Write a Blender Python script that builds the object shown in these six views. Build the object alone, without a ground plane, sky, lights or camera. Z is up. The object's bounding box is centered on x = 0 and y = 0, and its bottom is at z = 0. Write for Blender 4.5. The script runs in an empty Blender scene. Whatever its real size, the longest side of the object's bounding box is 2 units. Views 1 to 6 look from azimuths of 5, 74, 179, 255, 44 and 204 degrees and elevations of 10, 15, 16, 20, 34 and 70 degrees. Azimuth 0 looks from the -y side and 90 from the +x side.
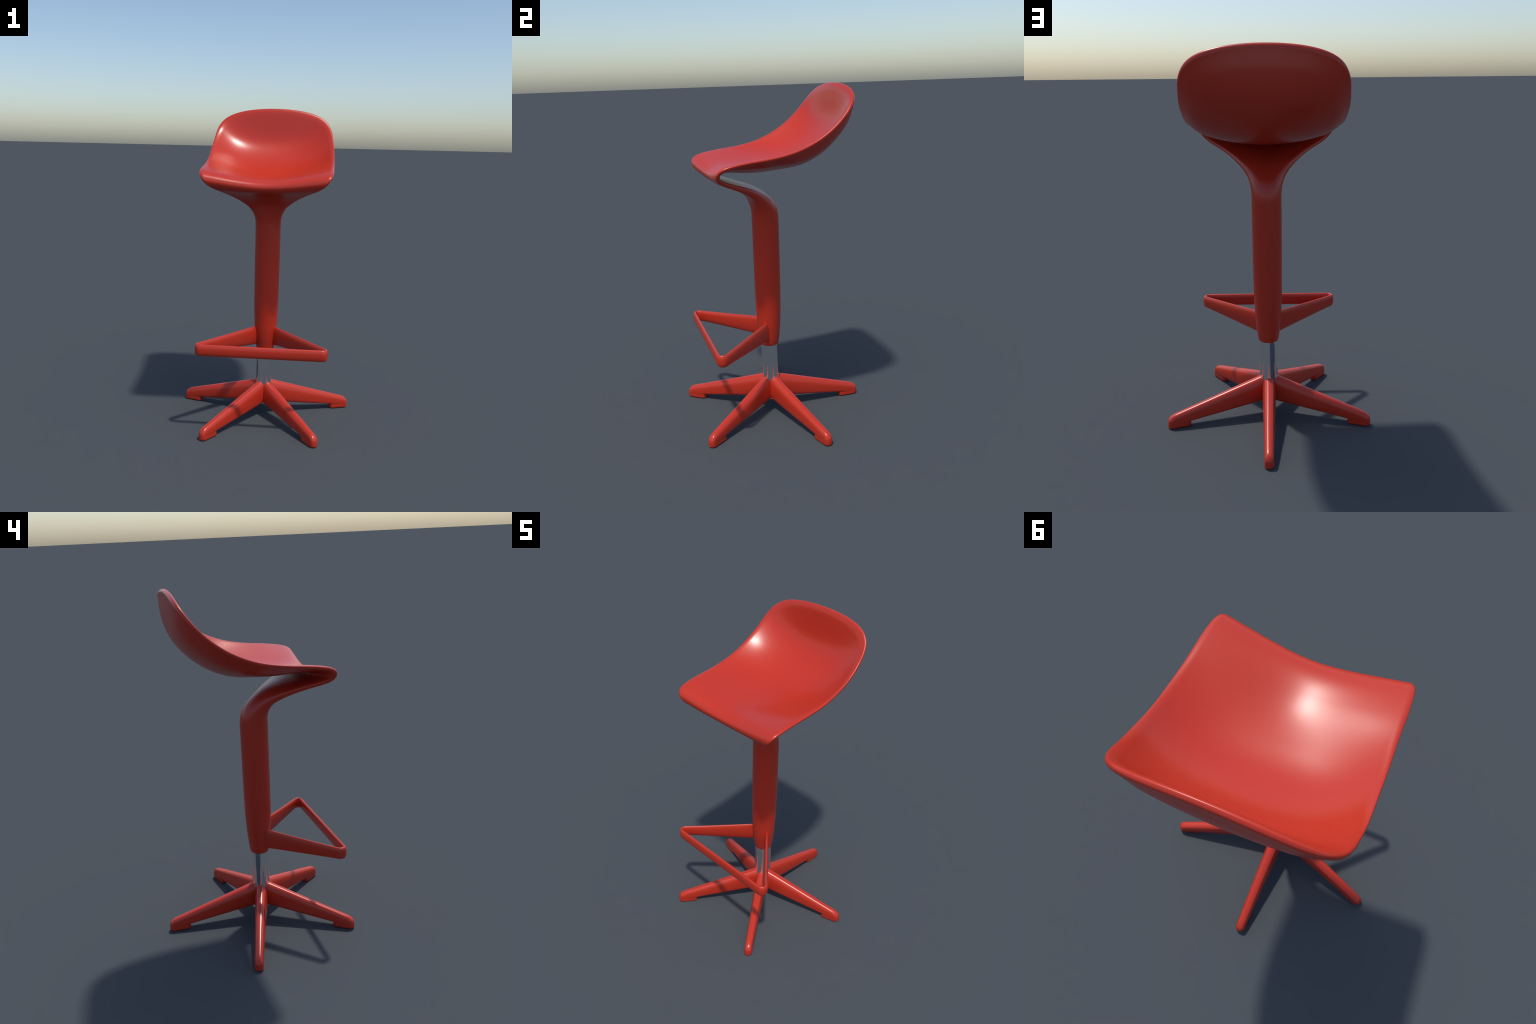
# Bar stool: red moulded seat on a tapered stem, triangular footrest, chrome lift tube, five-legged base.
import bpy, math
import numpy as np

AXIS_Y = -0.0534          # y of the turning axis (stem, tube, base)

# ------------------------------------------------------------------ materials
def node_material(name):
    m = bpy.data.materials.new(name); m.use_nodes = True
    nt = m.node_tree
    return m, nt, nt.nodes["Principled BSDF"]

def glossy_red():
    m, nt, p = node_material("glossy_red_plastic")
    tc = nt.nodes.new("ShaderNodeTexCoord")
    n = nt.nodes.new("ShaderNodeTexNoise"); n.inputs["Scale"].default_value = 6.0
    n.inputs["Detail"].default_value = 2.0
    ramp = nt.nodes.new("ShaderNodeValToRGB")
    ramp.color_ramp.elements[0].color = (0.508, 0.0325, 0.0133, 1)
    ramp.color_ramp.elements[1].color = (0.524, 0.0337, 0.0139, 1)
    nt.links.new(tc.outputs["Object"], n.inputs["Vector"])
    nt.links.new(n.outputs["Fac"], ramp.inputs["Fac"])
    nt.links.new(ramp.outputs["Color"], p.inputs["Base Color"])
    p.inputs["Roughness"].default_value = 0.29
    p.inputs["IOR"].default_value = 1.5
    return m

def chrome():
    m, nt, p = node_material("polished_chrome")
    tc = nt.nodes.new("ShaderNodeTexCoord")
    n = nt.nodes.new("ShaderNodeTexNoise"); n.inputs["Scale"].default_value = 20.0
    mr = nt.nodes.new("ShaderNodeMapRange")
    mr.inputs["To Min"].default_value = 0.02; mr.inputs["To Max"].default_value = 0.03
    nt.links.new(tc.outputs["Object"], n.inputs["Vector"])
    nt.links.new(n.outputs["Fac"], mr.inputs["Value"])
    nt.links.new(mr.outputs["Result"], p.inputs["Roughness"])
    p.inputs["Base Color"].default_value = (0.97, 0.97, 0.97, 1)
    p.inputs["Metallic"].default_value = 1.0
    return m

RED, CHROME = glossy_red(), chrome()

# ------------------------------------------------------------------ helpers
def new_object(name, verts, faces, mat, parent, normals=None):
    me = bpy.data.meshes.new(name)
    me.from_pydata([tuple(map(float, v)) for v in verts], [], faces)
    me.update()
    me.shade_smooth()
    if normals is not None:
        me.normals_split_custom_set_from_vertices([tuple(map(float, n)) for n in normals])
    me.materials.append(mat)
    ob = bpy.data.objects.new(name, me)
    bpy.context.scene.collection.objects.link(ob)
    ob.parent = parent
    return ob

def cubic_spline(x, Y):
    """natural cubic spline through the rows of Y at x"""
    n = len(x); h = np.diff(x); A = np.zeros((n, n)); B = np.zeros((n,) + Y.shape[1:])
    A[0, 0] = A[-1, -1] = 1
    for i in range(1, n - 1):
        A[i, i-1] = h[i-1]; A[i, i] = 2 * (h[i-1] + h[i]); A[i, i+1] = h[i]
        B[i] = 6 * ((Y[i+1] - Y[i]) / h[i] - (Y[i] - Y[i-1]) / h[i-1])
    m = np.linalg.solve(A, B)
    def f(t):
        t = np.asarray(t, float); i = np.clip(np.searchsorted(x, t) - 1, 0, n - 2); hh = h[i][..., None]
        a = (x[i+1] - t)[..., None]; b = (t - x[i])[..., None]
        return m[i]*a**3/(6*hh) + m[i+1]*b**3/(6*hh) + (Y[i]/hh - m[i]*hh/6)*a + (Y[i+1]/hh - m[i+1]*hh/6)*b
    return f

def ring_loft(rings, close_start=True, close_end=True):
    """closed rings (lists of the same number of points) -> verts, quads and end fans"""
    n = len(rings[0]); V = [p for r in rings for p in r]; F = []
    for i in range(len(rings) - 1):
        for j in range(n):
            k = (j + 1) % n
            F.append((i*n + j, i*n + k, (i+1)*n + k, (i+1)*n + j))
    for flag, base, flip in ((close_start, 0, True), (close_end, (len(rings)-1)*n, False)):
        if flag:
            c = len(V); V.append(np.mean(np.array(V[base:base+n]), axis=0))
            for j in range(n):
                k = (j + 1) % n
                F.append((base + k, base + j, c) if flip else (base + j, base + k, c))
    return V, F

# ------------------------------------------------------------------ seat shell and stem
# The shell is one sheet that rises out of the stem, flares, folds over at the front lip and
# becomes seat and backrest.  Columns: centre line y, z; half width; half thickness;
# offset (y, z) of the rim against the centre line.
SHELL = np.array([
    [-0.0534, 1.1500, 0.0796, 0.0798, 0.0000, 0.0000],
    [-0.0534, 1.2120, 0.0796, 0.0801, 0.0000, 0.0000],
    [-0.0557, 1.2742, 0.0801, 0.0791, 0.0000, 0.0000],
    [-0.0820, 1.3370, 0.0913, 0.0640, -0.0060, -0.0070],
    [-0.1297, 1.3978, 0.1225, 0.0390, 0.0008, -0.0145],
    [-0.2048, 1.4426, 0.1854, 0.0234, -0.0156, -0.0054],
    [-0.2955, 1.4756, 0.2726, 0.0169, -0.0335, 0.0105],
    [-0.3642, 1.4983, 0.3531, 0.0155, -0.0336, 0.0336],
    [-0.3649, 1.5187, 0.3737, 0.0151, -0.0370, 0.0412],
    [-0.3438, 1.5344, 0.3838, 0.0138, -0.0430, 0.0452],
    [-0.2688, 1.5460, 0.3936, 0.0155, -0.0352, 0.0584],
    [-0.1401, 1.5454, 0.3968, 0.0198, -0.0248, 0.0773],
    [-0.0034, 1.5573, 0.4012, 0.0200, -0.0320, 0.0878],
    [0.1114, 1.5789, 0.4016, 0.0211, -0.0545, 0.0950],
    [0.2101, 1.6254, 0.4023, 0.0211, -0.0708, 0.0870],
    [0.2869, 1.6832, 0.4000, 0.0196, -0.0744, 0.0772],
    [0.3509, 1.7744, 0.3901, 0.0200, -0.0461, 0.0760],
    [0.3693, 1.8817, 0.3901, 0.0205, -0.0070, 0.0865],
    [0.3785, 1.9996, 0.3845, 0.0194, 0.0271, 0.1003],
])
SPACING = np.array([
    0.0000, 0.0620, 0.1242, 0.2019, 0.2813, 0.3619, 0.4511, 0.5146, 0.5479, 0.5811, 0.6571, 0.7871, 0.9273, 1.0495, 1.1609, 1.2621, 1.3736, 1.4777, 1.5832,
])
# how sharply the sheet dips between rim and centre: almost straight at the lip, bowl-like at the back
DISH_SHAPE = np.array([2, 2, 2, 1.9, 1.6, 1.45, 1.4, 1.4, 1.4, 1.35, 1.3, 1.5, 2.4, 3.1, 3.3, 3.3, 3.4, 3.3, 3.0]) / 2.4
RIM_RADIUS = np.array([0.08, 0.079, 0.0775, 0.052, 0.03, 0.018, 0.013, 0.012, 0.011, 0.011, 0.01, 0.01, 0.01, 0.01, 0.01, 0.011, 0.013, 0.015, 0.016])
DISH, CORNER, CORNER_LENGTH = 2.0935, 2.10, 0.2459   # dish exponent, corner exponent, length of corners
STEM_PROFILE = [(.440, .0520), (.444, .0550), (.452, .0577), (.470, .0605), (.50, .0640), (.54, .0680),
                (.58, .0712), (.62, .0735), (.66, .0755), (.70, .0768), (.745, .0778), (.80, .0784),
                (.88, .0790), (.96, .0794), (1.04, .0796), (1.10, .0797)]

def build_shell(parent):
    f = cubic_spline(SPACING, SHELL); brf = cubic_spline(SPACING, RIM_RADIUS[:, None])
    qf = cubic_spline(SPACING, DISH_SHAPE[:, None])
    ue = SPACING[-1]; NV = 121; NEND = 70
    us = np.concatenate([np.linspace(0, ue - CORNER_LENGTH, 250)[:-1],
                         ue - CORNER_LENGTH * (1 - np.sin(np.linspace(0, np.pi/2, NEND)))])
    def width(u):
        t = np.clip((u - (ue - CORNER_LENGTH)) / CORNER_LENGTH, 0, 1)
        return f(u)[..., 2] * (1 - t**CORNER) ** (1 / CORNER)
    v = np.sin(np.linspace(-np.pi/2, np.pi/2, NV))
    X = width(us)[:, None] * v[None]; UU = np.repeat(us[:, None], NV, 1)
    def sheet(u, x):
        k = f(u); q = DISH * qf(u)[..., 0]; e = .32
        g = (((x / k[..., 2])**2 + e*e)**(q/2) - e**q) / ((1 + e*e)**(q/2) - e**q)
        side = 4 * (x / k[..., 2])**2 * (1 - (x / k[..., 2])**2)          # half way between centre and rim
        thigh = .004 * np.exp(-((u - .71) / .09)**2) * side               # fuller beside the front dip
        return np.stack([x, k[..., 0] + k[..., 4]*g, k[..., 1] + k[..., 5]*g + thigh], -1)
    e = 1e-4
    P = sheet(UU, X)
    N = np.cross(sheet(UU, X+e) - sheet(UU, X-e), sheet(UU+e, X) - sheet(UU-e, X))
    N /= np.linalg.norm(N, axis=-1, keepdims=True) + 1e-12
    # distance of every sheet point from the outline decides the thickness: a round rim
    uo = np.concatenate([np.linspace(0, ue - CORNER_LENGTH, 140)[:-1],
                         ue - CORNER_LENGTH * (1 - np.sin(np.linspace(0, np.pi/2, 70)))])
    o = np.stack([uo, width(uo)], 1); s0 = o[:-1]; ds = o[1:] - s0; L2 = (ds**2).sum(1) + 1e-15
    q0 = np.stack([UU, np.abs(X)], -1).reshape(-1, 2); d = np.full(len(q0), 9.0)
    for k in range(len(s0)):
        t = np.clip(((q0 - s0[k]) @ ds[k]) / L2[k], 0, 1)
        d = np.minimum(d, np.hypot(*(s0[k] + t[:, None]*ds[k] - q0).T))
    d = d.reshape(UU.shape)
    b = f(UU)[..., 3]; br = np.minimum(b, brf(UU)[..., 0])
    q = np.clip(d / br, 0, 1); dm = np.clip(d / np.minimum(f(UU)[..., 2], .10), 0, 1)
    rim = br * np.sqrt(np.maximum(0, 1 - (1-q)**2)); more = (b - br) * np.sin(dm*np.pi/2)**1.5
    step = lambda lo, hi: (lambda t: t*t*(3-2*t))(np.clip((UU - lo) / (hi - lo), 0, 1))
    round_stem = b * np.sqrt(np.maximum(0, 1 - (X / np.maximum(width(us)[:, None], 1e-9))**2))
    slab = step(.13, .33); under = step(.46, .70)        # stem -> slab; extra thickness hangs under the seat
    soft = np.clip(d / (br * (1 + 1.6*under)), 0, 1)     # the seat side of the rim is rounded more softly
    rim_top = br * np.sqrt(np.maximum(0, 1 - (1-soft)**2))
    ha = round_stem*(1-slab) + (rim_top + more*(1-under))*slab
    hb = round_stem*(1-slab) + (rim + more*(1+under))*slab
    for h in (ha, hb):
        h[:, 0] = h[:, -1] = 0; h[-1] = 0
    A = P + ha[..., None]*N; B = P - hb[..., None]*N     # A: front / top side, B: rear / under side
    # the first rows of the sheet blend out of the round stem
    r0 = STEM_PROFILE[-1][1]
    w = np.clip(UU / .06, 0, 1); w = (w*w*(3-2*w))[..., None]
    cz = SHELL[0, 1] + UU
    for S, sg in ((A, -1), (B, 1)):
        circ = np.stack([r0*v[None] + 0*UU, AXIS_Y + sg*r0*np.sqrt(1-v*v)[None] + 0*UU, cz], -1)
        S[:] = np.where(UU[..., None] < .06, circ*(1-w) + S*w, S)
    # smooth the bend between stem and neck along the sheet
    wgt = (np.clip((us - .03)/.06, 0, 1) * np.clip((.32 - us)/.08, 0, 1))[1:-1, None, None]
    for S in (A, B):
        for _ in range(36):
            S[1:-1] += .25 * wgt * (S[:-2] - 2*S[1:-1] + S[2:])
    rows = []
    for z, r in STEM_PROFILE:                            # round rings of the stem below the sheet
        ring_a = np.stack([r*v, AXIS_Y - r*np.sqrt(1-v*v), 0*v + z], 1)
        ring_b = np.stack([r*v, AXIS_Y + r*np.sqrt(1-v*v), 0*v + z], 1)
        rows.append(np.concatenate([ring_a, ring_b[-2:0:-1]]))
    ns = len(rows)
    for i in range(len(us) - 1):
        rows.append(np.concatenate([A[i], B[i][-2:0:-1]]))
    n = len(rows[0]); V = np.concatenate(rows + [P[-1, NV//2][None]]); tip = len(V) - 1
    F = []; region = []
    zone = lambda i: 'stem' if i < ns + 78 else ('seat' if i < ns + 205 else 'backrest')
    for i in range(len(rows) - 1):
        for j in range(n):
            k = (j+1) % n
            F.append((i*n+j, i*n+k, (i+1)*n+k, (i+1)*n+j)); region.append(zone(i))
    last = (len(rows)-1)*n
    for j in range(n):
        F.append((last + j, last + (j+1) % n, tip)); region.append('backrest')
    # underside of the stem: closes inwards onto the tube
    inner = len(V); V = np.concatenate([V, np.stack([rows[0][:, 0]*.8, AXIS_Y + (rows[0][:, 1]-AXIS_Y)*.8, rows[0][:, 2]*0 + .4395], 1)])
    for j in range(n):
        k = (j+1) % n
        F.append((inner+j, inner+k, k, j)); region.append('stem')
    whole = bpy.data.meshes.new("whole"); whole.from_pydata([tuple(map(float, p)) for p in V], [], F); whole.update()
    nor = np.array([tuple(x.vector) for x in whole.vertex_normals]); bpy.data.meshes.remove(whole)
    out = {}
    for part in ('stem', 'seat', 'backrest'):
        fs = [fc for fc, r in zip(F, region) if r == part]
        ids = sorted({i for fc in fs for i in fc}); m = {o_: n_ for n_, o_ in enumerate(ids)}
        out[part] = new_object(part, V[ids], [tuple(m[i] for i in fc) for fc in fs], RED, parent, nor[ids])
    return out

# ------------------------------------------------------------------ chrome lift tube
def build_tube(parent):
    prof = [(.079, .0525), (.455, .0525)]
    rings = [[np.array([r*math.cos(2*math.pi*j/96), AXIS_Y + r*math.sin(2*math.pi*j/96), z]) for j in range(96)] for z, r in prof]
    V, F = ring_loft(rings)
    ob = new_object("lift_tube", V, F, CHROME, parent)
    return ob

# ------------------------------------------------------------------ base legs
def leg_section(w, zb, zt, n_top=2.7, n_bottom=5.0, k=48):
    """closed outline (lateral, z): nearly flat underside, full rounded crown, slightly bulged sides"""
    zc = zb + .40*(zt - zb); pts = []
    for i in range(k):
        a = 2*math.pi*i/k; c, s = math.cos(a), math.sin(a)
        n = n_top if s >= 0 else n_bottom; h = (zt - zc) if s >= 0 else (zc - zb)
        x = w*math.copysign(abs(c)**(2/n), c); z = zc + h*math.copysign(abs(s)**(2/n), s)
        pts.append((x*(1 - .06*max(0, (z-zc)/(zt-zc))), z))
    return pts

LEG_REACH = .5855
def leg_mesh_data():
    rings = []
    stations = list(np.linspace(.015, .50, 26)) + [.50 + .0855*math.sin(t) for t in np.linspace(.06, math.pi/2, 34)]
    stations = [s for s in stations if s < LEG_REACH - 1e-5] + [LEG_REACH - 2e-5]
    for r in stations:
        t = r / LEG_REACH
        w = .0405 - .0158 * min(1, (r/.55)) ** .9
        zt = .2400 - .299 * r
        zb = .0890 - .130 * r if r < .458 else .0295 - (r-.458)*.20
        zb = max(zb, .0006)
        # rounded outer end: plan view a soft half round, side view a rounded shoulder
        e = (r - (LEG_REACH - .026)) / .026
        if e > 0:
            w *= max(.02, (1 - min(1, e)**2.4)) ** (1/2.4)
        s = (r - (LEG_REACH - .058)) / .058
        if s > 0:
            zt -= .052 * (1 - (1 - min(1, s)**3.2) ** (1/3.2))
        sec = leg_section(w, zb, max(zt, zb + .012))
        rings.append([np.array([x, r, z]) for x, z in sec])
    return ring_loft(rings)

def pad_mesh_data():
    """stadium-shaped foot under the outer end of a leg"""
    r0, r1, z1 = .4575, LEG_REACH - .0004, .034
    def outline(inset, n=16):
        w = .0252 - inset; a, b = r0 + .024, r1 - .026; pts = []
        for i in range(n+1):
            t = math.pi * i / n
            pts.append((w*math.cos(t), b + (.026-inset)*max(0, math.sin(t))**.85))
        for i in range(n+1):
            t = math.pi + math.pi * i / n
            pts.append((w*math.cos(t), a - (.024-inset)*abs(math.sin(t))**.8))
        return pts
    rings = []
    for z, inset in ((0, .0060), (.0006, .0040), (.0020, .0020), (.0045, .0006), (.009, 0), (.022, .0008), (z1, .0015)):
        rings.append([np.array([x, y, z]) for x, y in outline(inset)])
    return ring_loft(rings)

def build_legs(parent):
    V, F = leg_mesh_data(); leg = new_object("leg", V, F, RED, parent)
    Vp, Fp = pad_mesh_data(); pad = new_object("foot_pad", Vp, Fp, RED, leg)
    leg.location = (0, AXIS_Y, 0)
    for i in range(1, 5):
        l = leg.copy(); l.rotation_euler = (0, 0, math.radians(72*i)); p = pad.copy(); p.parent = l
        for ob in (l, p): bpy.context.scene.collection.objects.link(ob)

# ------------------------------------------------------------------ footrest
def build_footrest(parent):
    """a triangular loop: two arms out of the stem, one cross bar, one ribbon with mitred soft corners"""
    def superellipse(half_t, half_h, n=2.15, k=48):
        pts = []
        for i in range(k):
            a = 2*math.pi*i/k; c, s = math.cos(a), math.sin(a)
            pts.append((half_t*math.copysign(abs(c)**(2/n), c), half_h*math.copysign(abs(s)**(2/n), s)))
        return pts
    zc = .539; R = .024; ht0 = .0125
    d_in = np.array([.6990, -.7150]); through = np.array([.263, -.293])      # direction of the right arm, a point on it
    nrm = np.array([d_in[1], -d_in[0]])                                     # towards the inside of the bend
    cx = .3980 - ht0 - R                                                    # outermost x of the loop
    cy = through[1] + (R - (cx - through[0])*nrm[0]) / nrm[1]               # bend tangent to the arm
    c = np.array([cx, cy]); end = c - nrm*R; root = end - d_in*np.dot(end - np.array([.03, -.055]), d_in)
    length = np.linalg.norm(end - root); ang = math.acos(-d_in[0]); path = []
    for s in np.linspace(0, length, 24): path.append((root + d_in*s, s/length))
    for i in range(1, 17):
        t = ang*i/16; path.append((c + (-nrm*math.cos(t) + d_in*math.sin(t))*R, 1.0))
    xs = path[-1][0][0]; yb = path[-1][0][1]
    for x in np.linspace(xs, 0, 14)[1:]: path.append((np.array([x, yb]), 1.0))
    pts = [p for p, _ in path]; par = [q for _, q in path]
    pts += [np.array([-p[0], p[1]]) for p in pts[-2::-1]]; par += par[-2::-1]
    rings = []
    for i, (p, q) in enumerate(zip(pts, par)):
        a = pts[max(0, i-1)]; b = pts[min(len(pts)-1, i+1)]; t = (b-a)/np.linalg.norm(b-a); nn = np.array([t[1], -t[0]])
        hh = .0352 + .0290*(1-q)**1.15
        ht = ht0
        rings.append([np.array([p[0]+nn[0]*u, p[1]+nn[1]*u, zc+w]) for u, w in superellipse(ht, hh)])
    V, F = ring_loft(rings)
    return new_object("footrest", V, F, RED, parent)

# ------------------------------------------------------------------ assemble
stool = bpy.data.objects.new("bar_stool", None)
bpy.context.scene.collection.objects.link(stool)
stool["label"] = "glossy red moulded bar stool with chrome tube and star base"
stool["category"] = "bar stool"
build_shell(stool); build_tube(stool); build_legs(stool); build_footrest(stool)

# all faces outwards
import bmesh
for name in ("lift_tube", "leg", "foot_pad", "footrest"):
    me = bpy.data.objects[name].data
    bm = bmesh.new(); bm.from_mesh(me); bmesh.ops.recalc_face_normals(bm, faces=bm.faces[:]); bm.to_mesh(me); bm.free()
    me.shade_smooth()
    me.set_sharp_from_angle(angle=math.radians(50))
